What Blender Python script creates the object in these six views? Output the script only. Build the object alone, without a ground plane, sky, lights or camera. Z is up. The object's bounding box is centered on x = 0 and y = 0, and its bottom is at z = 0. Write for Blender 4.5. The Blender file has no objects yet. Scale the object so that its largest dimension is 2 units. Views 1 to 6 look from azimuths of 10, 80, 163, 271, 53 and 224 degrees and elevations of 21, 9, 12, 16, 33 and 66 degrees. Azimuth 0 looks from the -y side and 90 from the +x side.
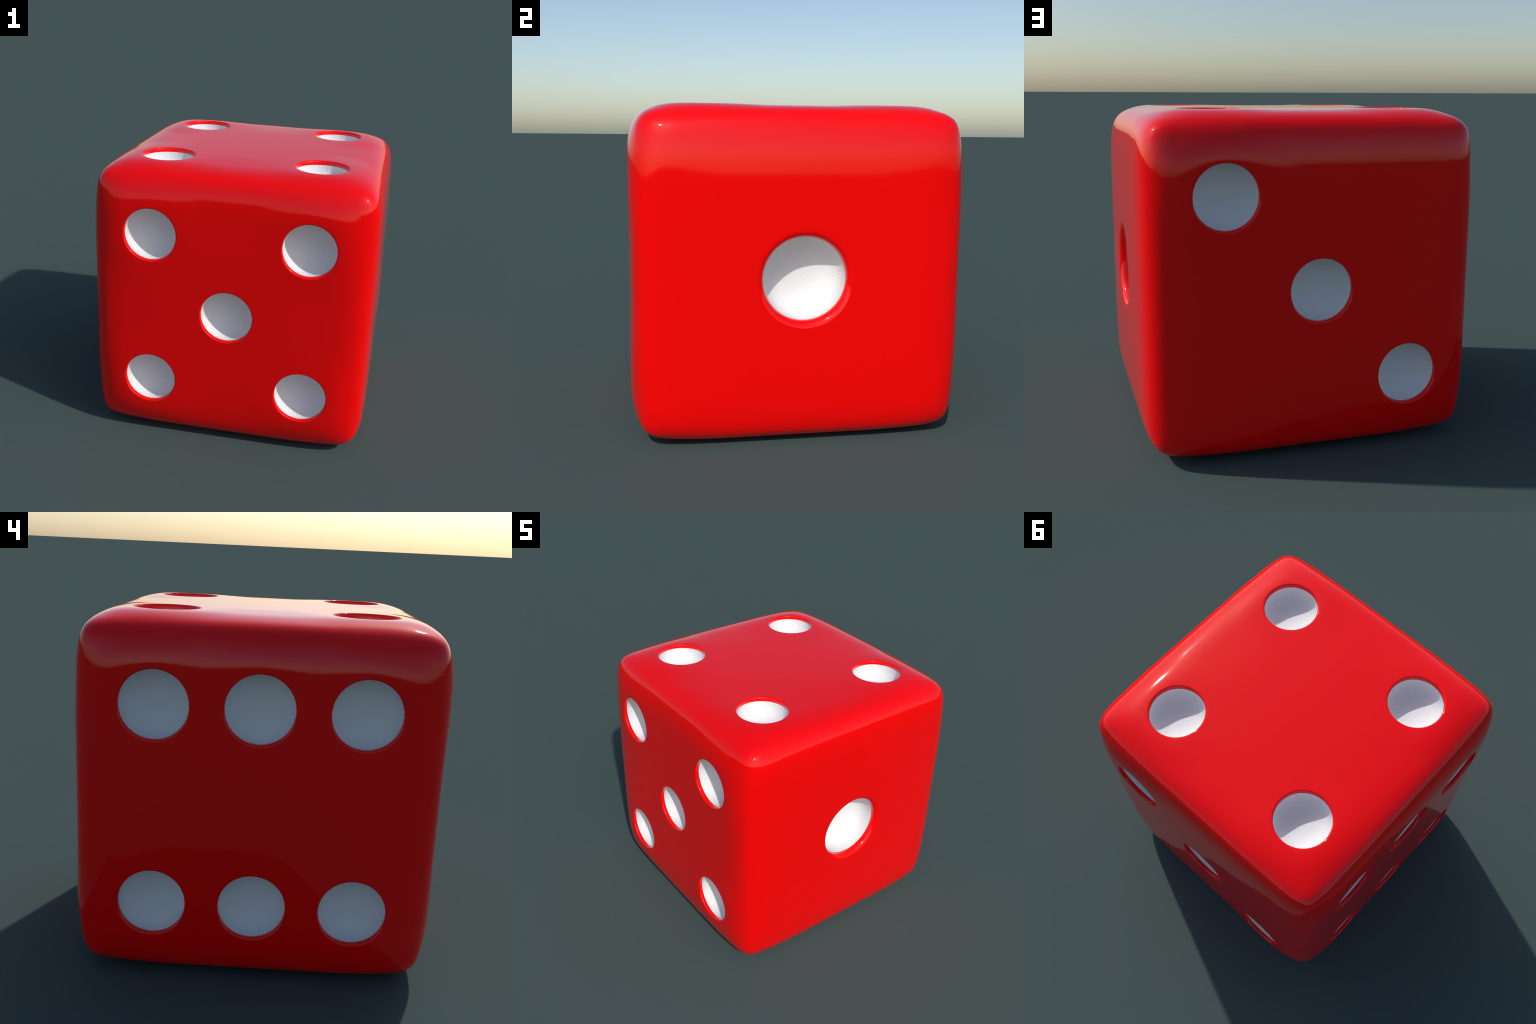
"""A large glossy red gaming die with twenty-one drilled white pips."""
import bpy, math
from mathutils import Vector, Matrix

# ------------------------------------------------------------------ sizes (m)
HALF = 1.0          # half the edge length
ROUND = 0.365       # width of the rounded zone along every edge
POWER = 3.7         # super-ellipse exponent of that rounding (2 = plain fillet)
# sinking of a face beside its edges, by its number of pips
SAG = {1: 0.0085, 2: 0.010, 3: 0.011, 4: 0.009, 5: 0.009, 6: 0.009}
SAG_EDGE = 0.25     # share of the sinking left at the very edge
SAG_FROM, SAG_SPAN = 0.10, 0.50
RIM_REACH = 0.25    # how far a pip's rim holds the face up
PITCH = 0.543       # distance of an outer pip from the face centre
CELL = 0.22         # half side of the square cell that holds a small pip
CELL_BIG = 0.323    # the same for the large single pip

# small pip / large pip: lip start, wall radius, lip depth, paint line, bowl depth, bowl fullness
SMALL = dict(lip=0.192, wall=0.181, lip_depth=0.016, paint=0.030, bowl=0.155, full=2.5)
LARGE = dict(lip=0.290, wall=0.244, lip_depth=0.044, paint=0.053, bowl=0.240, full=3.1)

# grid lines of a face: they run along the borders of the pip cells
BREAKS = [-1.0, -PITCH - CELL, -CELL_BIG, -CELL, CELL, CELL_BIG, PITCH + CELL, 1.0]
STEPS = [28, 16, 4, 16, 4, 16, 28]

# faces: outward normal, two in-plane axes (right-handed), pip layout
P = PITCH
FACES = [
    ((0, 0, 1), (1, 0, 0), (0, 1, 0), [(-P, -P), (P, -P), (-P, P), (P, P)]),           # four
    ((0, -1, 0), (1, 0, 0), (0, 0, 1), [(-P, -P), (P, -P), (0, 0), (-P, P), (P, P)]),  # five
    ((0, 1, 0), (-1, 0, 0), (0, 0, 1), [(-P, P), (0, 0), (P, -P)]),                    # three
    ((1, 0, 0), (0, 1, 0), (0, 0, 1), [(0, 0)]),                                       # one
    ((-1, 0, 0), (0, -1, 0), (0, 0, 1), [(-P, -P), (0, -P), (P, -P), (-P, P), (0, P), (P, P)]),  # six
    ((0, 0, -1), (1, 0, 0), (0, -1, 0), [(-P, -P), (P, P)]),                           # two
]


def smooth(t):
    t = min(1.0, max(0.0, t))
    return t * t * (3 - 2 * t)


def sag_of(layout, lip, u, v):
    """Faces sink a little toward their edges, except where a pip's rim holds them."""
    def band(w):
        """Sinks toward the edge, then recovers part of the way at the edge itself."""
        e = 1 - abs(w)
        return (1 - smooth((e - SAG_FROM) / SAG_SPAN)) * (SAG_EDGE + (1 - SAG_EDGE) * smooth(e / 0.22))

    gu, gv = band(u), band(v)
    s = SAG[len(layout)] * (gu + gv - (0.3 * gu * gv if len(layout) == 1 else 0.0))
    for cu, cv in layout:
        s *= smooth((math.hypot(u - cu, v - cv) - lip) / RIM_REACH)
    return s


def hull(n, a, b, u, v):
    """Point of the soft-edged cube above face coordinates u, v."""
    core = HALF - ROUND     # flat middle, kept as an inner box

    def split(w):
        flat = max(-core, min(core, w))
        return flat, w - flat

    (fu, eu), (fv, ev) = split(u), split(v)
    k = ROUND / (ROUND ** POWER + abs(eu) ** POWER + abs(ev) ** POWER) ** (1 / POWER)
    p = n * (core + ROUND * k) + a * (fu + eu * k) + b * (fv + ev * k)
    # sag of the up to three faces that meet here
    q = n + a * u + b * v
    for fn, fa, fb, layout, lip in PLAN:
        w = smooth((q.dot(fn) - 0.7) / 0.3)
        if w > 0:
            p -= fn * (w * sag_of(layout, lip, q.dot(fa), q.dot(fb)))
    return p


PLAN = [(Vector(f), Vector(g), Vector(h), lay, LARGE["lip"] if len(lay) == 1 else SMALL["lip"])
        for f, g, h, lay in FACES]


def axis_samples(breaks, steps):
    out = [breaks[0]]
    for lo, hi, s in zip(breaks, breaks[1:], steps):
        out += [lo + (hi - lo) * i / s for i in range(1, s + 1)]
    out[-1] = breaks[-1]
    return out


GRID = axis_samples(BREAKS, STEPS)


class Builder:
    """Collects faces and welds points that coincide."""

    def __init__(self):
        self.points, self.index, self.faces = [], {}, []

    def add(self, p):
        key = (round(p.x, 5), round(p.y, 5), round(p.z, 5))
        if key not in self.index:
            self.index[key] = len(self.points)
            self.points.append(p)
        return self.index[key]

    def face(self, *pts):
        ids = []
        for p in pts:
            i = self.add(p)
            if i not in ids:
                ids.append(i)
        if len(ids) > 2:
            self.faces.append(ids)

    def mesh(self, name, material):
        me = bpy.data.meshes.new(name)
        me.from_pydata([tuple(p) for p in self.points], [], self.faces)
        me.polygons.foreach_set("use_smooth", [True] * len(me.polygons))
        me.materials.append(material)
        me.update()
        return me


def lip_profile(s):
    """(radius, depth) pairs from the face surface down to the paint line."""
    prof = []
    w, d = s["lip"] - s["wall"], s["lip_depth"]
    for i in range(0, 11):
        t = i / 10 * math.pi / 2
        prof.append((s["wall"] + w * (1 - math.sin(t)), d * (1 - math.cos(t))))
    for i in range(1, 4):
        prof.append((s["wall"], d + (s["paint"] - d) * i / 3))
    return prof


def bowl_profile(s, rings=28):
    """Full-bellied bowl of the painted hollow, a quarter super-ellipse."""
    h, e = s["bowl"] - s["paint"], 2 / s["full"]
    out = []
    for i in range(rings):
        t = math.pi / 2 * i / rings
        out.append((s["wall"] * math.cos(t) ** e, s["paint"] + h * math.sin(t) ** e))
    return out + [(0.0, s["bowl"])]


def pip_mesh(s, angles):
    """Bowl about its own axis: mouth at the origin's height, opening along +z."""
    pip = Builder()
    rings = [[Vector((r * math.cos(g), r * math.sin(g), -d)) for g in angles] for r, d in bowl_profile(s)]
    for ra, rb in zip(rings, rings[1:]):
        for i in range(len(angles)):
            j = (i + 1) % len(angles)
            pip.face(ra[i], ra[j], rb[j], rb[i])
    return pip.mesh("pip", WHITE)


def in_cell(u, v, pips, half):
    return any(abs(u - cu) < half and abs(v - cv) < half for cu, cv in pips)


# ------------------------------------------------------------------ materials
def new_material(name):
    m = bpy.data.materials.new(name)
    m.use_nodes = True
    nt = m.node_tree
    return m, nt, nt.nodes["Principled BSDF"]


def red_plastic():
    m, nt, b = new_material("glossy_red_plastic")
    b.inputs["Base Color"].default_value = (0.885, 0.0008, 0.0008, 1)
    b.inputs["Roughness"].default_value = 0.045
    b.inputs["IOR"].default_value = 1.45
    return m


def white_paint():
    """Matt white; its grain runs straight down the steep sides of the hollow."""
    m, nt, b = new_material("matt_white_paint")
    L = nt.links.new
    tc = nt.nodes.new("ShaderNodeTexCoord")
    mp = nt.nodes.new("ShaderNodeMapping")
    mp.inputs["Scale"].default_value = (1, 1, 0.12)
    L(tc.outputs["Object"], mp.inputs["Vector"])
    noise = nt.nodes.new("ShaderNodeTexNoise")
    noise.inputs["Scale"].default_value = 95
    noise.inputs["Detail"].default_value = 4
    L(mp.outputs["Vector"], noise.inputs["Vector"])
    bump = nt.nodes.new("ShaderNodeBump")
    bump.inputs["Strength"].default_value = 0.5
    bump.inputs["Distance"].default_value = 0.01
    L(noise.outputs["Fac"], bump.inputs["Height"])
    L(bump.outputs["Normal"], b.inputs["Normal"])
    b.inputs["Base Color"].default_value = (0.80, 0.80, 0.80, 1)
    b.inputs["Roughness"].default_value = 0.75
    return m


RED, WHITE = red_plastic(), white_paint()

# ------------------------------------------------------------------ build
die = bpy.data.objects.new("die", None)
bpy.context.collection.objects.link(die)
die["label"] = "glossy red rounded die with recessed white pips"
die["category"] = "die"

body = Builder()
pip_meshes = {}

for n_, a_, b_, layout in FACES:
    n, a, b = Vector(n_), Vector(a_), Vector(b_)
    big = len(layout) == 1
    sizes = LARGE if big else SMALL
    half = CELL_BIG if big else CELL
    lift = Vector((0, 0, HALF))

    def at(u, v):
        return hull(n, a, b, u, v) + lift

    for u0, u1 in zip(GRID, GRID[1:]):
        for v0, v1 in zip(GRID, GRID[1:]):
            if in_cell((u0 + u1) / 2, (v0 + v1) / 2, layout, half):
                continue
            body.face(at(u0, v0), at(u1, v0), at(u1, v1), at(u0, v1))

    for cu, cv in layout:
        if big:
            side = [g for g in GRID if -half - 1e-6 <= g <= half - 1e-6]
            ring = ([(t, -half) for t in side] + [(half, t) for t in side]
                    + [(-t, half) for t in side] + [(-half, -t) for t in side])
        else:
            # the cell's sides use the grid lines that cross it
            su = [g - cu for g in GRID if cu - half - 1e-6 <= g <= cu + half + 1e-6]
            sv = [g - cv for g in GRID if cv - half - 1e-6 <= g <= cv + half + 1e-6]
            ring = ([(t, -half) for t in su[:-1]] + [(half, t) for t in sv[:-1]]
                    + [(t, half) for t in reversed(su[1:])] + [(-half, t) for t in reversed(sv[1:])])
        angles = [math.atan2(y, x) for x, y in ring]
        count = len(ring)
        rings = [[at(cu + x, cv + y) for x, y in ring]]
        # square cell border -> round lip
        for k in range(1, 5):
            t = k / 5
            rings.append([at(cu + x * (1 - t) + sizes["lip"] * math.cos(g) * t,
                             cv + y * (1 - t) + sizes["lip"] * math.sin(g) * t)
                          for (x, y), g in zip(ring, angles)])
        # lip and wall; the wall ends in a level circle where the paint begins
        axis = n * HALF + a * cu + b * cv + lift
        for r, d in lip_profile(sizes):
            level = d / sizes["paint"]
            rings.append([(at(cu + r * math.cos(g), cv + r * math.sin(g)) * (1 - level)
                           + (axis + a * (r * math.cos(g)) + b * (r * math.sin(g))) * level)
                          - n * d for g in angles])
        for ra, rb in zip(rings, rings[1:]):
            for i in range(count):
                j = (i + 1) % count
                body.face(ra[i], ra[j], rb[j], rb[i])

        # the painted hollow, a part of its own with its origin at the mouth
        key = "large" if big else "small"
        if key not in pip_meshes:
            pip_meshes[key] = pip_mesh(sizes, angles)
        ob = bpy.data.objects.new("pip", pip_meshes[key])
        ob.matrix_world = Matrix((a, b, n)).transposed().to_4x4()
        ob.location = axis
        ob.parent = die
        bpy.context.collection.objects.link(ob)

shell = bpy.data.objects.new("body", body.mesh("body", RED))
shell.parent = die
bpy.context.collection.objects.link(shell)
